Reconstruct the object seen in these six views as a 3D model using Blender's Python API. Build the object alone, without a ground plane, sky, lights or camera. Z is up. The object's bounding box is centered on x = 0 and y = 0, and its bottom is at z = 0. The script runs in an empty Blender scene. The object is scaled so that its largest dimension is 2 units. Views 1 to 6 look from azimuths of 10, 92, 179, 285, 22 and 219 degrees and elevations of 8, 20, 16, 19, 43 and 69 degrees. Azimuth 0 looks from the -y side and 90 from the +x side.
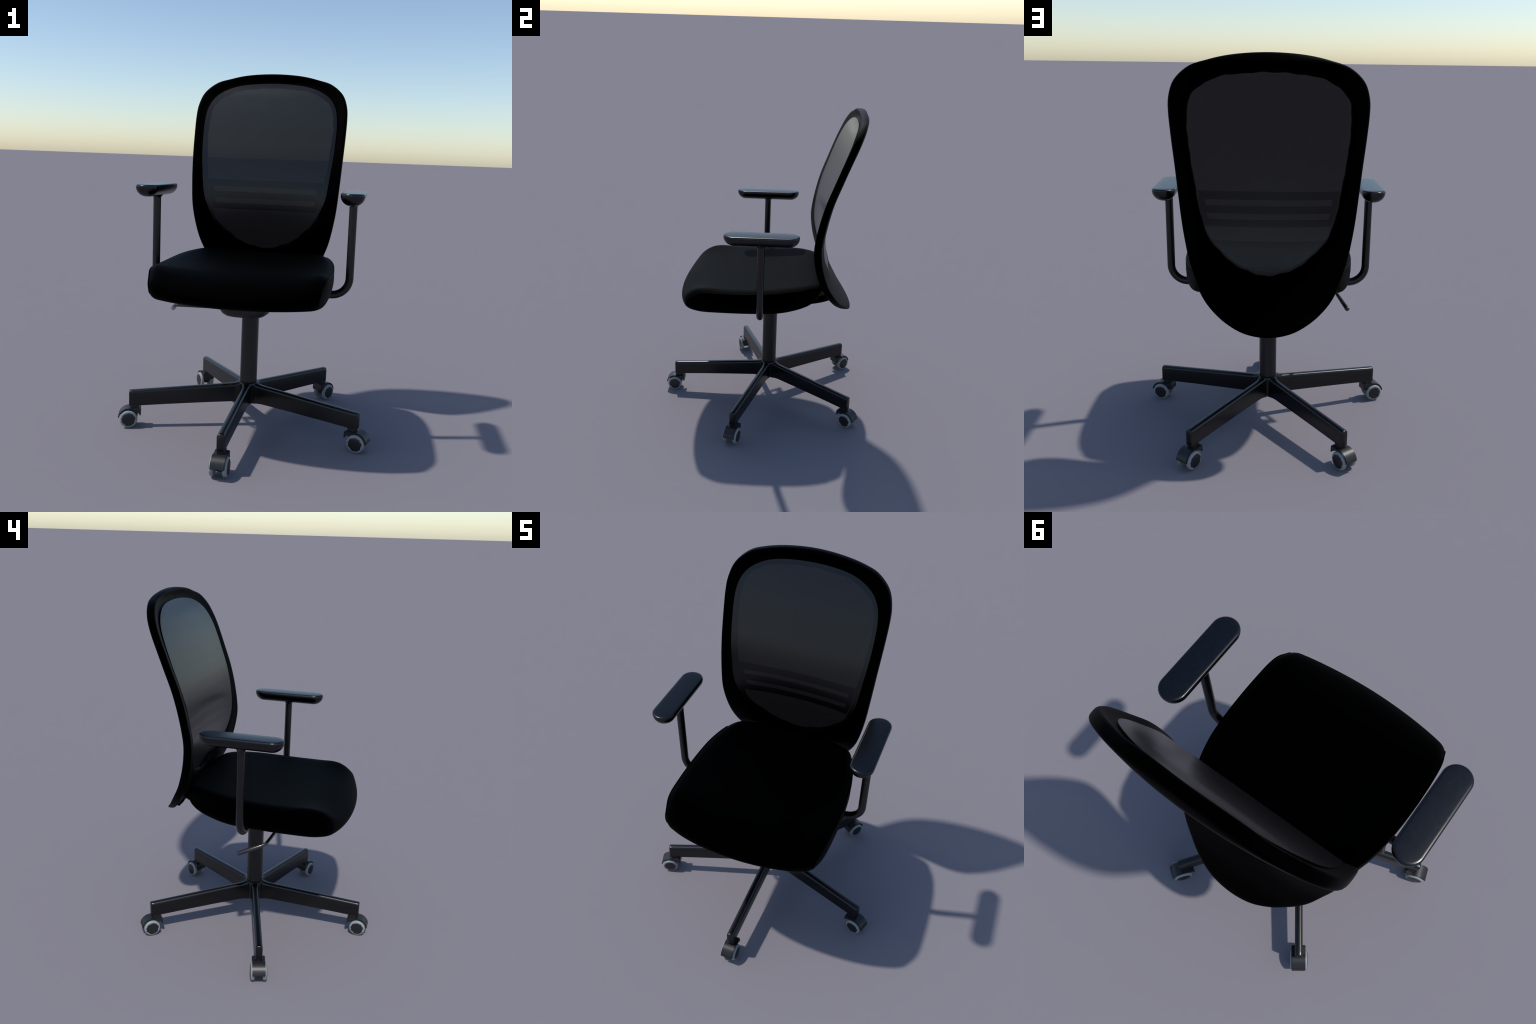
"""Swivel office chair: five-legged caster base, gas column, upholstered seat,
two T-shaped armrests and a curved net backrest in a moulded frame."""
import bpy, bmesh, math
from mathutils import Vector, Matrix
from mathutils.bvhtree import BVHTree

# ------------------------------------------------------------------ helpers
def lerp(a, b, t):
    return a + (b - a) * t

def smoothstep(a, b, x):
    t = max(0.0, min(1.0, (x - a) / (b - a)))
    return t * t * (3 - 2 * t)

def spline(table, x):
    """Monotone-ish cubic interpolation through (key, value) pairs."""
    n = len(table)
    if x <= table[0][0]:
        return table[0][1]
    if x >= table[-1][0]:
        return table[-1][1]
    for i in range(n - 1):
        if table[i][0] <= x <= table[i + 1][0]:
            break
    x0, y0 = table[i]
    x1, y1 = table[i + 1]
    h = x1 - x0
    def slope(j):
        if j <= 0:
            return (table[1][1] - table[0][1]) / (table[1][0] - table[0][0])
        if j >= n - 1:
            return (table[-1][1] - table[-2][1]) / (table[-1][0] - table[-2][0])
        return (table[j + 1][1] - table[j - 1][1]) / (table[j + 1][0] - table[j - 1][0])
    m0, m1 = slope(i) * h, slope(i + 1) * h
    t = (x - x0) / h
    return ((2*t**3 - 3*t**2 + 1) * y0 + (t**3 - 2*t**2 + t) * m0
            + (-2*t**3 + 3*t**2) * y1 + (t**3 - t**2) * m1)

def smooth_path(points, per=8, closed=False):
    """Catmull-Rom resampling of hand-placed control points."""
    P = [Vector(p) for p in points]
    n = len(P)
    out = []
    for i in range(n if closed else n - 1):
        if closed:
            a, b, c, d = P[(i - 1) % n], P[i], P[(i + 1) % n], P[(i + 2) % n]
        else:
            b, c = P[i], P[i + 1]
            a = P[i - 1] if i > 0 else b + (b - c)
            d = P[i + 2] if i + 2 < n else c + (c - b)
        for k in range(per):
            t = k / per
            out.append(0.5 * ((2 * b) + (c - a) * t + (2*a - 5*b + 4*c - d) * t*t
                              + (3*b - a - 3*c + d) * t**3))
    if not closed:
        out.append(P[-1])
    return out

def resample_closed(pts, n):
    """n points at equal arc length round a closed loop."""
    L = [0.0]
    for i in range(len(pts)):
        L.append(L[-1] + (pts[(i + 1) % len(pts)] - pts[i]).length)
    out, j = [], 0
    for k in range(n):
        s = L[-1] * k / n
        while L[j + 1] < s:
            j += 1
        t = (s - L[j]) / max(1e-9, L[j + 1] - L[j])
        out.append(pts[j].lerp(pts[(j + 1) % len(pts)], t))
    return out

def make(name, verts, faces, mat, parent=None, angle=35, recalc=True):
    me = bpy.data.meshes.new(name)
    me.from_pydata([tuple(v) for v in verts], [], faces)
    if recalc:
        bm = bmesh.new()
        bm.from_mesh(me)
        bmesh.ops.remove_doubles(bm, verts=bm.verts, dist=1e-6)
        bmesh.ops.recalc_face_normals(bm, faces=bm.faces)
        bm.to_mesh(me)
        bm.free()
    me.materials.append(mat)
    me.shade_smooth()
    me.set_sharp_from_angle(angle=math.radians(angle))
    ob = bpy.data.objects.new(name, me)
    bpy.context.scene.collection.objects.link(ob)
    if parent:
        ob.parent = parent
    return ob

def bevelled(ob, width, segments=3, angle=35):
    bm = bmesh.new()
    bm.from_mesh(ob.data)
    edges = [e for e in bm.edges if len(e.link_faces) == 2
             and e.calc_face_angle() > math.radians(angle)]
    bmesh.ops.bevel(bm, geom=edges, offset=width, segments=segments,
                    affect='EDGES', clamp_overlap=True)
    bm.to_mesh(ob.data)
    bm.free()
    ob.data.shade_smooth()
    ob.data.set_sharp_from_angle(angle=math.radians(40))
    return ob

def rings(sections, close_ring=True, cap=(True, True)):
    """Skin a list of equally long vertex rings."""
    n = len(sections[0])
    verts = [v for s in sections for v in s]
    faces = []
    for i in range(len(sections) - 1):
        for j in range(n if close_ring else n - 1):
            k = (j + 1) % n
            faces.append((i*n + j, i*n + k, (i+1)*n + k, (i+1)*n + j))
    if cap[0]:
        faces.append(tuple(range(n))[::-1])
    if cap[1]:
        b = (len(sections) - 1) * n
        faces.append(tuple(b + j for j in range(n)))
    return verts, faces

def lathe(profile, steps=48, centre=(0, 0, 0), axis='Z'):
    secs = []
    for r, h in profile:
        ring = []
        for k in range(steps):
            a = 2 * math.pi * k / steps
            if axis == 'Z':
                v = Vector((r * math.cos(a), r * math.sin(a), h))
            else:                                   # along Y
                v = Vector((r * math.cos(a), h, r * math.sin(a)))
            ring.append(v + Vector(centre))
        secs.append(ring)
    return rings(secs)

def tube(path, radius, sides=20, flat_ends=True):
    """Round bar along a path; radius may be a number or a list."""
    P = [Vector(p) for p in path]
    n = len(P)
    rad = radius if isinstance(radius, (list, tuple)) else [radius] * n
    T = [(P[min(i + 1, n - 1)] - P[max(i - 1, 0)]).normalized() for i in range(n)]
    up = Vector((0, 0, 1)) if abs(T[0].z) < 0.9 else Vector((0, 1, 0))
    N = (up - T[0] * up.dot(T[0])).normalized()
    secs = []
    for i in range(n):
        N = (N - T[i] * N.dot(T[i])).normalized()
        B = T[i].cross(N)
        secs.append([P[i] + (N * math.cos(a) + B * math.sin(a)) * rad[i]
                     for a in (2 * math.pi * k / sides for k in range(sides))])
    return rings(secs)

def joined(parts):
    verts, faces = [], []
    for v, f in parts:
        o = len(verts)
        verts += list(v)
        faces += [tuple(i + o for i in q) for q in f]
    return verts, faces

# ---------------------------------------------------------------- materials
def material(name, colour, rough, spec=0.5, grain=0.0, grain_scale=300.0,
             bump=0.0, alpha=1.0, sheen=0.0, metal=0.0):
    m = bpy.data.materials.new(name)
    m.use_nodes = True
    nt = m.node_tree
    b = nt.nodes['Principled BSDF']
    b.inputs['Roughness'].default_value = rough
    b.inputs['Specular IOR Level'].default_value = spec
    b.inputs['Alpha'].default_value = alpha
    b.inputs['Sheen Weight'].default_value = sheen
    b.inputs['Metallic'].default_value = metal
    co = nt.nodes.new('ShaderNodeTexCoord')
    no = nt.nodes.new('ShaderNodeTexNoise')
    no.inputs['Scale'].default_value = grain_scale
    no.inputs['Detail'].default_value = 3
    nt.links.new(co.outputs['Object'], no.inputs['Vector'])
    ramp = nt.nodes.new('ShaderNodeValToRGB')
    lo = [c * (1 - grain) for c in colour]
    hi = [c * (1 + grain) for c in colour]
    ramp.color_ramp.elements[0].position = 0.3
    ramp.color_ramp.elements[1].position = 0.7
    ramp.color_ramp.elements[0].color = (*lo, 1)
    ramp.color_ramp.elements[1].color = (*hi, 1)
    nt.links.new(no.outputs['Fac'], ramp.inputs['Fac'])
    nt.links.new(ramp.outputs['Color'], b.inputs['Base Color'])
    if bump:
        bu = nt.nodes.new('ShaderNodeBump')
        bu.inputs['Strength'].default_value = bump
        bu.inputs['Distance'].default_value = 0.001
        nt.links.new(no.outputs['Fac'], bu.inputs['Height'])
        nt.links.new(bu.outputs['Normal'], b.inputs['Normal'])
    return m

def net_material(name, colour, rough, alpha, spec):
    """Fine knitted net: horizontal courses as bump, slightly see-through."""
    m = material(name, colour, rough, metal=1.0, grain=0.12, grain_scale=60, alpha=alpha)
    nt = m.node_tree
    b = nt.nodes['Principled BSDF']
    b.inputs['Coat Weight'].default_value = 0.6
    b.inputs['Coat Roughness'].default_value = 0.28
    co = nt.nodes['Texture Coordinate']
    wv = nt.nodes.new('ShaderNodeTexWave')
    wv.wave_type = 'BANDS'
    wv.bands_direction = 'Z'
    wv.inputs['Scale'].default_value = 28
    wv.inputs['Distortion'].default_value = 2.5
    wv.inputs['Detail'].default_value = 1.0
    wv.inputs['Detail Scale'].default_value = 1.5
    nt.links.new(co.outputs['Object'], wv.inputs['Vector'])
    bu = nt.nodes.new('ShaderNodeBump')
    bu.inputs['Strength'].default_value = 0.2
    bu.inputs['Distance'].default_value = 0.001
    nt.links.new(wv.outputs['Fac'], bu.inputs['Height'])
    nt.links.new(bu.outputs['Normal'], b.inputs['Normal'])
    return m

FABRIC = material('black_seat_fabric', (0.0003, 0.0003, 0.0003), 0.77, metal=1.0,
                  grain=0.3, grain_scale=500)
FRAME = material('black_moulded_frame', (0.0003, 0.0003, 0.0003), 0.60, metal=1.0,
                 grain=0.2, grain_scale=200)
NET = net_material('dark_grey_net', (0.014, 0.014, 0.015), 0.34, 0.87, 0.5)
METAL = material('black_lacquered_steel', (0.0022, 0.0022, 0.0026), 0.3, spec=0.5,
                 grain=0.15, grain_scale=80)
PAD = material('black_smooth_plastic', (0.042, 0.043, 0.045), 0.27, metal=1.0,
               grain=0.08, grain_scale=60)
HOOD = material('dark_satin_plastic', (0.010, 0.0105, 0.011), 0.42, spec=0.5,
                grain=0.15, grain_scale=150)
TYRE = material('pale_grey_rubber', (0.25, 0.265, 0.275), 0.45, spec=0.4,
                grain=0.06, grain_scale=120)
CAP = material('dark_wheel_cap', (0.012, 0.012, 0.013), 0.35, spec=0.5,
               grain=0.15, grain_scale=120)
CHROME = material('dark_polished_rod', (0.02, 0.02, 0.02), 0.22, spec=0.6)

# ---------------------------------------------------------------- the thing
chair = bpy.data.objects.new('office_chair', None)
bpy.context.scene.collection.objects.link(chair)
chair['label'] = 'black swivel office chair with net back and five casters'
chair['category'] = 'office chair'

AXIS = Vector((0.0, 0.058, 0.0))          # column axis

# ------------------------------------------------------------- star base
hub = make('base_hub', *lathe([(0.0, 0.132), (0.046, 0.132), (0.051, 0.137), (0.052, 0.215),
                               (0.056, 0.236), (0.057, 0.244), (0.054, 0.250),
                               (0.048, 0.2525), (0.0, 0.2525)], 48, AXIS), METAL, chair)

def leg_section(r, top, bot, half, rad, inset=0.0):
    """Rounded-top bar section in the (t, z) plane at radius r."""
    half -= inset
    top -= inset
    bot += inset
    rad = max(0.002, rad - inset)
    pts = [(-half, bot), (-half, lerp(bot, top, 0.4)), (-half, top - rad)]
    for k in range(1, 6):
        a = math.pi - (math.pi / 2) * k / 5
        pts.append((-half + rad + rad * math.cos(a), top - rad + rad * math.sin(a)))
    pts.append((0.0, top + 0.0005))
    for k in range(0, 5):
        a = math.pi / 2 - (math.pi / 2) * k / 5
        pts.append((half - rad + rad * math.cos(a), top - rad + rad * math.sin(a)))
    pts += [(half, top - rad), (half, lerp(bot, top, 0.4)), (half, bot)]
    return [Vector((r, t, z)) for t, z in pts]

leg_secs = []
for r, top, bot, half, ins in [(0.040, 0.2500, 0.133, 0.026, 0), (0.056, 0.2485, 0.134, 0.024, 0),
                               (0.066, 0.2440, 0.136, 0.0215, 0), (0.080, 0.2405, 0.137, 0.0200, 0),
                               (0.100, 0.2385, 0.138, 0.0192, 0), (0.250, 0.2295, 0.134, 0.0192, 0),
                               (0.450, 0.2170, 0.127, 0.0192, 0), (0.640, 0.2055, 0.1185, 0.0192, 0),
                               (0.6555, 0.2047, 0.118, 0.0192, 0), (0.6590, 0.2045, 0.118, 0.0192, 0.0012),
                               (0.6612, 0.2043, 0.118, 0.0192, 0.0040)]:
    leg_secs.append(leg_section(r, top, bot, half, 0.014, ins))
leg0 = make('base_leg', *rings(leg_secs), METAL, chair, angle=50)

# caster: hood (with stem and swivel neck), two tyres, two caps
AX_R, AX_Z = 0.6620, 0.0485
def hood_profile(Ro, inner):
    pts = []
    for k in range(0, 15):
        a = math.radians(lerp(6, 112, k / 14))
        pts.append((AX_R + Ro * math.cos(a), AX_Z + Ro * math.sin(a)))
    return pts
outer = hood_profile(0.0590, False)
outer += [(0.612, 0.1085), (0.600, 0.1060), (0.5965, 0.099), (0.5955, 0.075), (0.5960, 0.064)]
innr = [(0.6035, 0.072), (0.6100, 0.083)]
for k in range(0, 13):
    a = math.radians(lerp(138, 6, k / 12))
    innr.append((AX_R + 0.0525 * math.cos(a), AX_Z + 0.0525 * math.sin(a)))
prof = outer + innr
W = 0.0355
hv, hf = rings([[Vector((r, t, z)) for r, z in prof] for t in (-W, W)])
stem = [(0.625, 0.104), (0.612, 0.085), (0.618, 0.060), (0.645, 0.030), (0.672, 0.026),
        (0.682, 0.040), (0.690, 0.080), (0.680, 0.103)]
sv, sf = rings([[Vector((r, t, z)) for r, z in stem] for t in (-0.016, 0.016)])
nv, nf = rings([[Vector((r, t, z)) for r, t in ((0.612, -0.021), (0.648, -0.021), (0.653, -0.014), (0.653, 0.014),
                 (0.648, 0.021), (0.612, 0.021), (0.607, 0.014), (0.607, -0.014))] for z in (0.100, 0.1215)])
axle_v, axle_f = lathe([(0.0, -0.030), (0.008, -0.030), (0.008, 0.030), (0.0, 0.030)], 16,
                       (AX_R, 0, AX_Z), 'Y')
hood0 = make('caster_hood', *joined([(hv, hf)]), HOOD, chair)
bevelled(hood0, 0.0025, 2, 50)
# merge stem, neck and axle into the hood mesh
bm = bmesh.new(); bm.from_mesh(hood0.data)
for v, f in ((sv, sf), (nv, nf), (axle_v, axle_f)):
    me = bpy.data.meshes.new('tmp'); me.from_pydata([tuple(q) for q in v], [], f)
    bm.from_mesh(me); bpy.data.meshes.remove(me)
bmesh.ops.recalc_face_normals(bm, faces=bm.faces)
bm.to_mesh(hood0.data); bm.free()
hood0.data.shade_smooth(); hood0.data.set_sharp_from_angle(angle=math.radians(40))

TY = [(0.012, 0.0215), (0.041, 0.0215), (0.0455, 0.0235), (0.0480, 0.0275), (0.0485, 0.0320),
      (0.0478, 0.0370), (0.0455, 0.0410), (0.0420, 0.0432), (0.0375, 0.0440), (0.0340, 0.0438),
      (0.0120, 0.0430)]
tyre0 = make('caster_tyre', *lathe(TY, 48, (AX_R, 0, AX_Z), 'Y'), TYRE, angle=50)
# cap: a low dome whose rim is notched like a cog
cap_secs = []
for f, h in [(1.0, 0.0432), (1.0, 0.0448), (0.96, 0.0456), (0.75, 0.0464), (0.45, 0.0470), (0.1, 0.0472)]:
    ring = []
    for k in range(80):
        a = 2 * math.pi * k / 80
        notch = ((0.0014 + 0.0007 * math.sin(2 * a + 2)) * math.tanh(2.5 * math.sin(9 * a + 1.4 * math.sin(3 * a)))
                 * (f > 0.9) + 0.0006 * math.sin(3 * a + 1))
        rr = (0.0362 + notch) * f
        ring.append(Vector((AX_R + rr * math.cos(a), h, AX_Z + rr * math.sin(a))))
    cap_secs.append(ring)
cap0 = make('caster_cap', *rings(cap_secs), CAP, angle=50)

LEG_ANGLES = [-90 + 72 * k for k in range(5)]
first = True
for ang in LEG_ANGLES:
    M = Matrix.Translation(AXIS) @ Matrix.Rotation(math.radians(ang), 4, 'Z')
    if first:
        leg, hood = leg0, hood0
    else:
        leg, hood = leg0.copy(), hood0.copy()
        bpy.context.scene.collection.objects.link(leg)
        bpy.context.scene.collection.objects.link(hood)
    for o in (leg, hood):
        o.parent = chair
        o.matrix_local = M
    for side in (1, -1):
        for src in (tyre0, cap0):
            if first and side == 1:
                o = src
            else:
                o = src.copy()
                bpy.context.scene.collection.objects.link(o)
            o.parent = hood
            # the other wheel is this one turned half a turn about the axle's upright
            o.matrix_local = (Matrix.Identity(4) if side == 1 else
                              Matrix.Translation((AX_R, 0, 0)) @ Matrix.Rotation(math.pi, 4, 'Z')
                              @ Matrix.Translation((-AX_R, 0, 0)))
    first = False

# ------------------------------------------------------------------ column
make('gas_column', *lathe([(0.0, 0.2527), (0.0480, 0.2527), (0.0487, 0.256), (0.0475, 0.262),
                           (0.0475, 0.720), (0.0, 0.720)], 48, AXIS), METAL, chair)

# ------------------------------------------------- mechanism under the seat
def bowl(hx, y0, y1, levels):
    """Rounded-rectangle tray; levels are (inset, height) from the rim down."""
    cy, hy = (y0 + y1) / 2, (y1 - y0) / 2
    secs = []
    for d, z in levels:
        ring = []
        for k in range(48):
            a = 2 * math.pi * k / 48
            c, sn = math.cos(a), math.sin(a)
            ring.append(Vector(((hx - d) * math.copysign(abs(c) ** 0.45, c),
                                cy + (hy - d) * math.copysign(abs(sn) ** 0.45, sn), z)))
        secs.append(ring)
    return rings(secs)
make('seat_mechanism', *bowl(0.140, -0.215, 0.240, [(0.0, 0.79), (0.0, 0.715), (0.004, 0.700), (0.014, 0.684),
                             (0.030, 0.672), (0.055, 0.664), (0.090, 0.661)]), HOOD, chair, angle=60)

# ------------------------------------------------------------ backrest shape
# side-rim mid depth over height, read along the edge of the frame
RIM_Y = [(0.66, 0.590), (0.70, 0.575), (0.75, 0.533), (0.80, 0.489), (0.90, 0.425), (0.975, 0.388), (1.07, 0.358),
         (1.164, 0.342), (1.237, 0.340), (1.361, 0.358), (1.494, 0.390), (1.614, 0.432),
         (1.762, 0.487), (1.864, 0.530), (1.95, 0.567), (2.0, 0.588)]
HALF = [(0.665, 0.02), (0.70, 0.095), (0.75, 0.195), (0.80, 0.268), (0.87, 0.330), (0.94, 0.363),
        (1.03, 0.394), (1.19, 0.423), (1.32, 0.436), (1.50, 0.447), (1.70, 0.455), (1.80, 0.449),
        (1.88, 0.412), (1.94, 0.345), (1.97, 0.272), (2.0, 0.05)]
DISH = 0.30                                # how far the middle lies behind the sides
def back_y(x, z):
    """Depth of the backrest's middle surface."""
    h = spline(HALF, z)
    k = lerp(DISH, 0.20, smoothstep(1.02, 0.92, z))
    return spline(RIM_Y, z) + k * (h * h - x * x)

OUT = [(0.0, 2.0038), (0.10, 1.9997), (0.19, 1.9885), (0.272, 1.969), (0.350, 1.943), (0.418, 1.885),
       (0.448, 1.814), (0.456, 1.740), (0.4535, 1.620), (0.447, 1.490), (0.438, 1.340),
       (0.425, 1.190), (0.397, 1.040), (0.366, 0.945), (0.327, 0.862), (0.275, 0.800),
       (0.203, 0.748), (0.110, 0.708), (0.0, 0.693)]
HOLE = [(0.0, 1.917), (0.09, 1.914), (0.17, 1.906), (0.240, 1.889), (0.305, 1.856), (0.345, 1.815),
        (0.368, 1.760), (0.375, 1.690), (0.372, 1.600), (0.364, 1.500), (0.352, 1.400),
        (0.340, 1.300), (0.318, 1.200), (0.285, 1.125), (0.225, 1.060), (0.150, 1.005),
        (0.075, 0.973), (0.0, 0.963)]
def mirrored(half):
    right = [Vector((x, 0, z)) for x, z in half]
    left = [Vector((-x, 0, z)) for x, z in half[-2:0:-1]]
    return right + left
NB = 192
out_loop = resample_closed(smooth_path(mirrored(OUT), 8, True), NB)
hole_loop = resample_closed(smooth_path(mirrored(HOLE), 8, True), NB)

# net: a knitted sleeve, one layer on the front and one on the back of the opening
def net_base(x, z, back=False):
    """The front net is pulled straight from side to side and bends back towards the
    bottom of the opening; the rear layer also makes room for the lumbar support."""
    h = spline(HALF, z)
    d = 0.95 * smoothstep(1.46, 0.92, z) + 0.25 * smoothstep(1.86, 1.94, z)
    if back:
        d = max(d, smoothstep(1.60, 1.15, z))
    return spline(RIM_Y, z) - 0.002 * smoothstep(1.5, 1.8, z) + d * DISH * (h * h - x * x)

# frame: a rim whose front and back roll over at both edges; wide at the bottom
THICK, ROLL = 0.0215, 0.016
S = [0.0, 0.03, 0.08, 0.16, 0.28, 0.42, 0.58, 0.72, 0.84, 0.92, 0.965, 0.985, 0.995, 1.0]
secs = []
for i in range(NB):
    a, b = hole_loop[i], out_loop[i]
    # ragged inner edge, as where net and frame meet
    w = lerp(0.0032, 0.0050, smoothstep(1.30, 1.10, a.z)) * math.sin(i * 0.83) * math.sin(i * 0.29 + 1.0)
    a = a + (b - a).normalized() * w
    b = b - (b - a).normalized() * 0.0038      # the blunt edge needs no overhang
    width = (b - a).length
    front, back = [], []
    for s in S:
        p = a.lerp(b, s)
        d_out = (1 - s) * width
        d_in = s * width
        def roll(d, r):
            return math.sqrt(max(0.0, 1 - max(0.0, 1 - d / r) ** 2))
        def blunt(d, r):
            return max(0.0, 1 - max(0.0, 1 - d / r) ** 3) ** (1 / 3)
        t = THICK * blunt(d_out, ROLL) * lerp(0.25, 1.0, roll(d_in, 0.045))
        y = back_y(p.x, p.z)
        lip = 1 - smoothstep(0.0, 0.040, d_in)     # inner lip comes forward to the net
        yf = lerp(y - t, min(y - t, net_base(p.x, p.z) - 0.008), lip)
        front.append(Vector((p.x, yf - 0.0035 * t / THICK, p.z)))
        back.append(Vector((p.x, y + t, p.z)))
    secs.append(front + back[-2::-1])      # share the outer edge vertex
n = len(secs[0])
verts = [v for s in secs for v in s]
faces = []
for i in range(NB):
    k = (i + 1) % NB
    for j in range(n):
        l = (j + 1) % n
        faces.append((i*n + j, i*n + l, k*n + l, k*n + j))
make('back_frame', verts, faces, FRAME, chair, angle=60)

# the net sleeve
def net_sleeve():
    N, M = 96, 24
    loop = resample_closed(smooth_path(mirrored(HOLE), 8, True), N)
    c = Vector((0, 0, 1.45))
    v, f = [], []
    for offset, grow, rear in ((-0.0115, 0.024, False), (0.0100, 0.006, True)):
        base = len(v)
        for m in range(1, M + 1):
            for p in loop:
                q = c.lerp(p + (p - c).normalized() * grow, m / M)
                y = net_base(q.x, q.z, rear) + offset
                if rear:                       # the rear layer ends on the frame
                    y = lerp(y, back_y(q.x, q.z) + 0.008, smoothstep(0.62, 1.0, m / M) * (0.45 + 0.55 * smoothstep(1.80, 1.50, q.z)))
                v.append(Vector((q.x, y, q.z)))
        v.append(Vector((0, net_base(0, c.z, rear) + offset, c.z)))
        cen = len(v) - 1
        for i in range(N):
            k = (i + 1) % N
            f.append((cen, base + i, base + k))
            for m in range(M - 1):
                f.append((base + m*N + i, base + (m+1)*N + i, base + (m+1)*N + k, base + m*N + k))
    b2 = M * N + 1
    for i in range(N):
        k = (i + 1) % N
        f.append(((M-1)*N + i, (M-1)*N + k, b2 + (M-1)*N + k, b2 + (M-1)*N + i))
    return make('back_net', v, f, NET, chair, angle=60)
net_sleeve()

# lumbar support: slotted band between the two nets
def lumbar():
    v, f = [], []
    xs = [-0.345 + 0.69 * i / 46 for i in range(47)]
    zs = [1.192, 1.227, 1.257, 1.295, 1.325, 1.366]
    def halfw(z):
        return spline([(1.18, 0.303), (1.25, 0.327), (1.37, 0.343)], z)
    solid = []
    for zi in range(5):
        z0, z1 = zs[zi], zs[zi + 1]
        slot = zi in (1, 3)
        for i in range(46):
            x0, x1 = xs[i] / 0.345, xs[i + 1] / 0.345
            if slot and max(abs(x0), abs(x1)) < 0.945:
                continue
            o = len(v)
            for dy in (-0.0022, 0.0022):
                for x, z in ((x0, z0), (x1, z0), (x1, z1), (x0, z1)):
                    X = x * halfw(z)
                    v.append(Vector((X, net_base(X, z, True) + 0.0010 + dy, z)))
            f.append((o, o+1, o+2, o+3)); f.append((o+7, o+6, o+5, o+4))
            f.append((o, o+4, o+5, o+1)); f.append((o+3, o+2, o+6, o+7))
            f.append((o, o+3, o+7, o+4)); f.append((o+1, o+5, o+6, o+2))
    # weld neighbours and drop the faces they share
    me = bpy.data.meshes.new('lumbar_support')
    me.from_pydata([tuple(p) for p in v], [], f)
    bm = bmesh.new(); bm.from_mesh(me)
    bmesh.ops.remove_doubles(bm, verts=bm.verts, dist=1e-5)
    seen = {}
    for fc in bm.faces:
        seen.setdefault(frozenset(q.index for q in fc.verts), []).append(fc)
    bmesh.ops.delete(bm, geom=[x for l in seen.values() if len(l) > 1 for x in l], context='FACES_ONLY')
    bmesh.ops.recalc_face_normals(bm, faces=bm.faces)
    bm.to_mesh(me); bm.free()
    me.materials.append(FRAME)
    me.shade_smooth(); me.set_sharp_from_angle(angle=math.radians(40))
    ob = bpy.data.objects.new('lumbar_support', me)
    bpy.context.scene.collection.objects.link(ob)
    ob.parent = chair
lumbar()

# bracket that carries the backrest, from the mechanism to the frame's foot
path = smooth_path([(0, 0.17, 0.730), (0, 0.28, 0.737), (0, 0.36, 0.748), (0, 0.43, 0.768), (0, 0.485, 0.795)], 6)
secs = []
for i, p in enumerate(path):
    a = path[min(i + 1, len(path) - 1)] - path[max(i - 1, 0)]
    a.normalize()
    nrm = Vector((0, -a.z, a.y))
    hw, ht = 0.08, 0.024
    secs.append([p + Vector((sx * hw, 0, 0)) + nrm * (sz * ht) for sx, sz in
                 ((-1, -0.6), (-0.9, -1), (0.9, -1), (1, -0.6), (1, 0.6), (0.9, 1), (-0.9, 1), (-1, 0.6))])
make('back_bracket', *rings(secs), FRAME, chair)

# ribbed catch on the foot of the frame
catch = []
for k in range(4):
    z0 = 0.700 + 0.0140 * k
    d = 0.020 if k % 2 == 0 else 0.013
    for zz in (z0, z0 + 0.0125):
        yy = back_y(0, zz) - 0.012             # sunk into the frame's front
        catch.append([Vector((sx * 0.036, yy - dd, zz - 0.35 * dd)) for sx, dd in ((-1, 0), (1, 0), (1, d), (-1, d))])
make('back_catch', *rings(catch), FRAME, chair, angle=30)

# -------------------------------------------------------------------- seat
# fore-and-aft profile at the middle (y, z): dished top, waterfall front, rising rear
SEAT_TOP = [(0.385, 0.940), (0.340, 0.945), (0.280, 0.944), (0.180, 0.940), (0.060, 0.933), (-0.080, 0.927),
            (-0.220, 0.926), (-0.310, 0.9235), (-0.370, 0.9165), (-0.420, 0.905), (-0.460, 0.889), (-0.490, 0.870),
            (-0.515, 0.847), (-0.528, 0.822)]
SEAT_UNDER = [(-0.523, 0.798), (-0.502, 0.782), (-0.460, 0.773), (-0.380, 0.769), (-0.200, 0.769), (0.000, 0.770),
              (0.110, 0.771), (0.200, 0.774), (0.280, 0.783), (0.345, 0.804), (0.386, 0.838), (0.406, 0.875),
              (0.413, 0.908), (0.404, 0.931)]
prof = smooth_path([(0, y, z) for y, z in SEAT_TOP + SEAT_UNDER], 4, True)
top_count = 4 * (len(SEAT_TOP) - 1) + 1
HALF_SEAT = [(-0.53, 0.405), (-0.47, 0.418), (-0.42, 0.431), (-0.35, 0.448), (-0.24, 0.4565), (-0.10, 0.4575),
             (0.02, 0.451), (0.13, 0.437), (0.238, 0.408), (0.318, 0.374), (0.36, 0.352), (0.413, 0.320)]
def tuck(z, a):
    """The lower part of the side leans in a little."""
    return 1 - 0.022 * smoothstep(0.875, 0.800, z) * a ** 4
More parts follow.
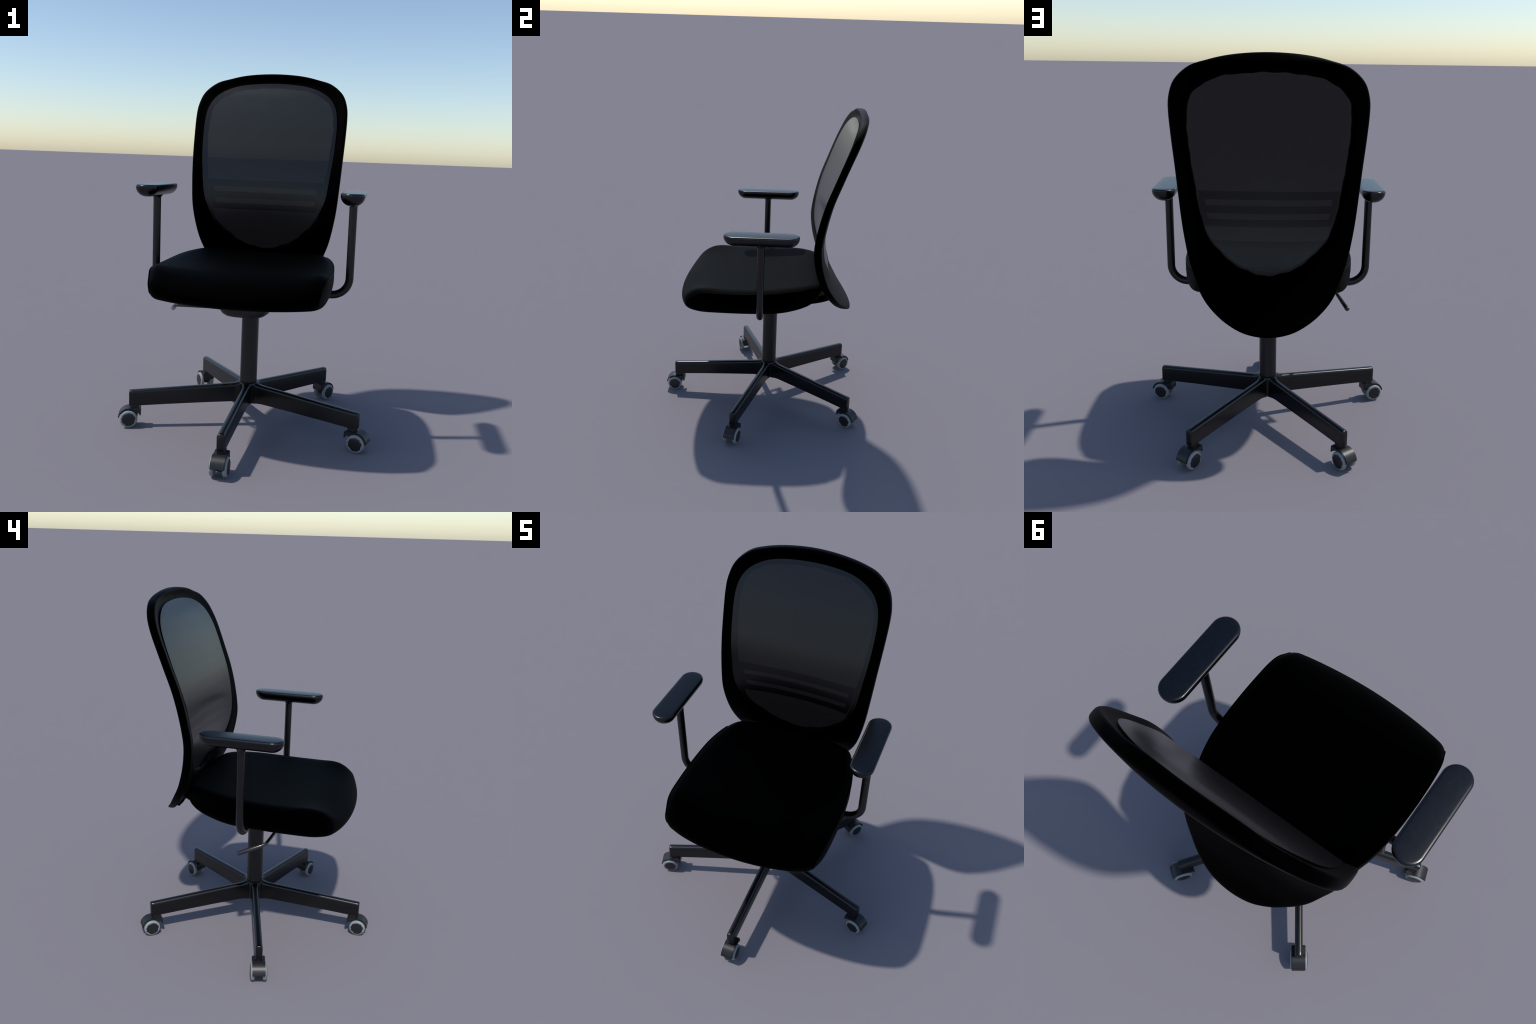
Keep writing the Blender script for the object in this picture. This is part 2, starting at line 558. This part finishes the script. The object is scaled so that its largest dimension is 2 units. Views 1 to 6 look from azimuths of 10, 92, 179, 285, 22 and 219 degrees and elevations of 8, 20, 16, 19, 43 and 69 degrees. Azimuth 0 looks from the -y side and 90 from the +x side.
def seat_point(p, s, inset, xin):
    """p: profile point; s: -1..1 across; inset shrinks the profile, xin draws the side in."""
    a = abs(s)
    wf = smoothstep(-0.20, -0.50, p.y)
    wr = smoothstep(0.05, 0.38, p.y)
    y = p.y + wf * (0.042 * s * s + 0.011 * a ** 6) - wr * 0.034 * a ** 4
    up = smoothstep(0.80, lerp(0.90, 0.85, wf), p.z)
    z = p.z + s * s * lerp(0.012 + 0.018 * wr, 0.013, up) + a ** 4 * wf * up * 0.024
    mid = Vector((0, -0.04, 0.86))
    # pull towards the core of the profile: more below, where the side is drawn under
    dy, dz = mid.y - y, mid.z - z
    ey = math.copysign(min(1.0, max(0.0, (abs(dy) - 0.33) / 0.12)), dy)
    ez = math.copysign(min(1.0, abs(dz) / 0.06), dz)
    y += ey * inset * lerp(1.7, 2.0, wf)
    z += ez * inset * (1.8 - 0.6 * wr - 0.5 * wf if dz > 0 else lerp(0.9, 1.5, wf))
    x = s * (spline(HALF_SEAT, y) - EDGE * 1.7) + math.copysign(xin, s)
    x *= tuck(z, a)
    return Vector((x, y, z))
EDGE = 0.024                               # rounding between the top and the side panels
stations = [(-1 + 2 * k / 26, 0.0, 0.0) for k in range(1, 26)]
edge = []
A0 = math.radians(18)
for k in range(0, 8):
    a = lerp(A0, math.pi / 2, k / 7)
    edge.append((1.0, EDGE * (math.cos(A0) - math.cos(a)),
                 EDGE * 1.7 * (math.sin(a) - math.sin(A0)) / (1 - math.sin(A0))))
stations = [(-s, i, x) for s, i, x in reversed(edge)] + stations + edge
secs = [[seat_point(p, s, i, x) for p in prof] for s, i, x in stations]
def panel(ring, sgn):
    c = sum(ring, Vector()) / len(ring)
    return [[Vector((p.x + sgn * 0.0015 * (1 - f), lerp(c.y, p.y, f), lerp(c.z, p.z, f))) for p in ring]
            for f in (0.05, 0.3, 0.6, 0.85, 0.96)]
left, right = panel(secs[0], -1), panel(secs[-1], 1)
for rg in left + right:                    # side panels follow the plan curve
    for p in rg:
        p.x = math.copysign((spline(HALF_SEAT, p.y) + 0.0008) * tuck(p.z, 1.0), p.x)
v, f = rings(left + secs + right[::-1])
make('seat_cushion', v, f, FABRIC, chair, angle=70)

# piping: the seam that runs round the front, top and rear of each side panel
for s_end, i_end, x_end in (stations[2], stations[-3]):
    run = [seat_point(p, s_end, i_end, x_end) for p in prof[6: top_count + 6]]
    out = Vector((math.copysign(0.0014, s_end), 0, 0.0010))
    make('seat_piping', *tube([q + out for q in run], 0.0030, 8), FRAME, chair)

# ------------------------------------------------------------------ armrests
def pad_mesh():
    half, y0, y1 = 0.0610, -0.2150, 0.2265
    mid = (y0 + y1) / 2
    # (inset, height): flat top, soft upper edge, sides drawn in below
    P = [(0.050, 1.3388), (0.014, 1.3385), (0.006, 1.3376), (0.0022, 1.3355), (0.0004, 1.3318), (0.0, 1.3270),
         (0.0008, 1.3180), (0.0042, 1.3065), (0.0110, 1.2955), (0.0200, 1.2868), (0.0310, 1.2798), (0.0440, 1.2755)]
    secs = []
    for d, z in P:
        r = half - d
        L = (y1 - y0) / 2 - half
        L2 = L + (half - d) - r
        ring = []
        for k in range(24):
            a = math.pi * k / 23
            ring.append(Vector((r * math.cos(a), mid + L + r * math.sin(a), z)))
        for k in range(24):
            a = math.pi + math.pi * k / 23
            ring.append(Vector((r * math.cos(a), mid - L + r * math.sin(a), z)))
        secs.append(ring)
    return rings(secs)
for sx in (1, -1):
    X, Y = 0.535 * sx, 0.005
    R = 0.092
    path = [(X, Y, 1.285), (X, Y, 1.10), (X, Y, 0.95)]
    for k in range(0, 13):
        a = math.pi / 2 * k / 12
        path.append((X - sx * (R - R * math.cos(a)), Y, 0.790 + R - R * math.sin(a)))
    path += [(sx * 0.33, Y, 0.783), (sx * 0.10, Y, 0.770)]
    post = make('armrest_post', *joined([tube(path, 0.0210, 24),
                lathe([(0.0, 1.264), (0.0215, 1.264), (0.0245, 1.270), (0.0310, 1.277), (0.034, 1.284), (0.0, 1.284)], 28, (X, Y, 0))]),
                METAL, chair)
    v, f = pad_mesh()
    make('armrest_pad', [Vector((p.x + X, p.y, p.z)) for p in v], f, PAD, post, angle=50)

# --------------------------------------------------------------------- lever
rod_path = smooth_path([(-0.06, -0.125, 0.705), (-0.20, -0.118, 0.701), (-0.36, -0.104, 0.694),
                        (-0.389, -0.092, 0.690), (-0.398, -0.070, 0.683)], 6)
lever = make('height_lever', *tube(rod_path, 0.0092, 14), CHROME, chair)
a, b = Vector((-0.394, -0.084, 0.686)), Vector((-0.443, 0.042, 0.640))
make('lever_grip', *tube([a, a.lerp(b, 0.04), a.lerp(b, 0.5), a.lerp(b, 0.97), b],
                         [0.0092, 0.0105, 0.0118, 0.0130, 0.0115], 18), CHROME, lever)
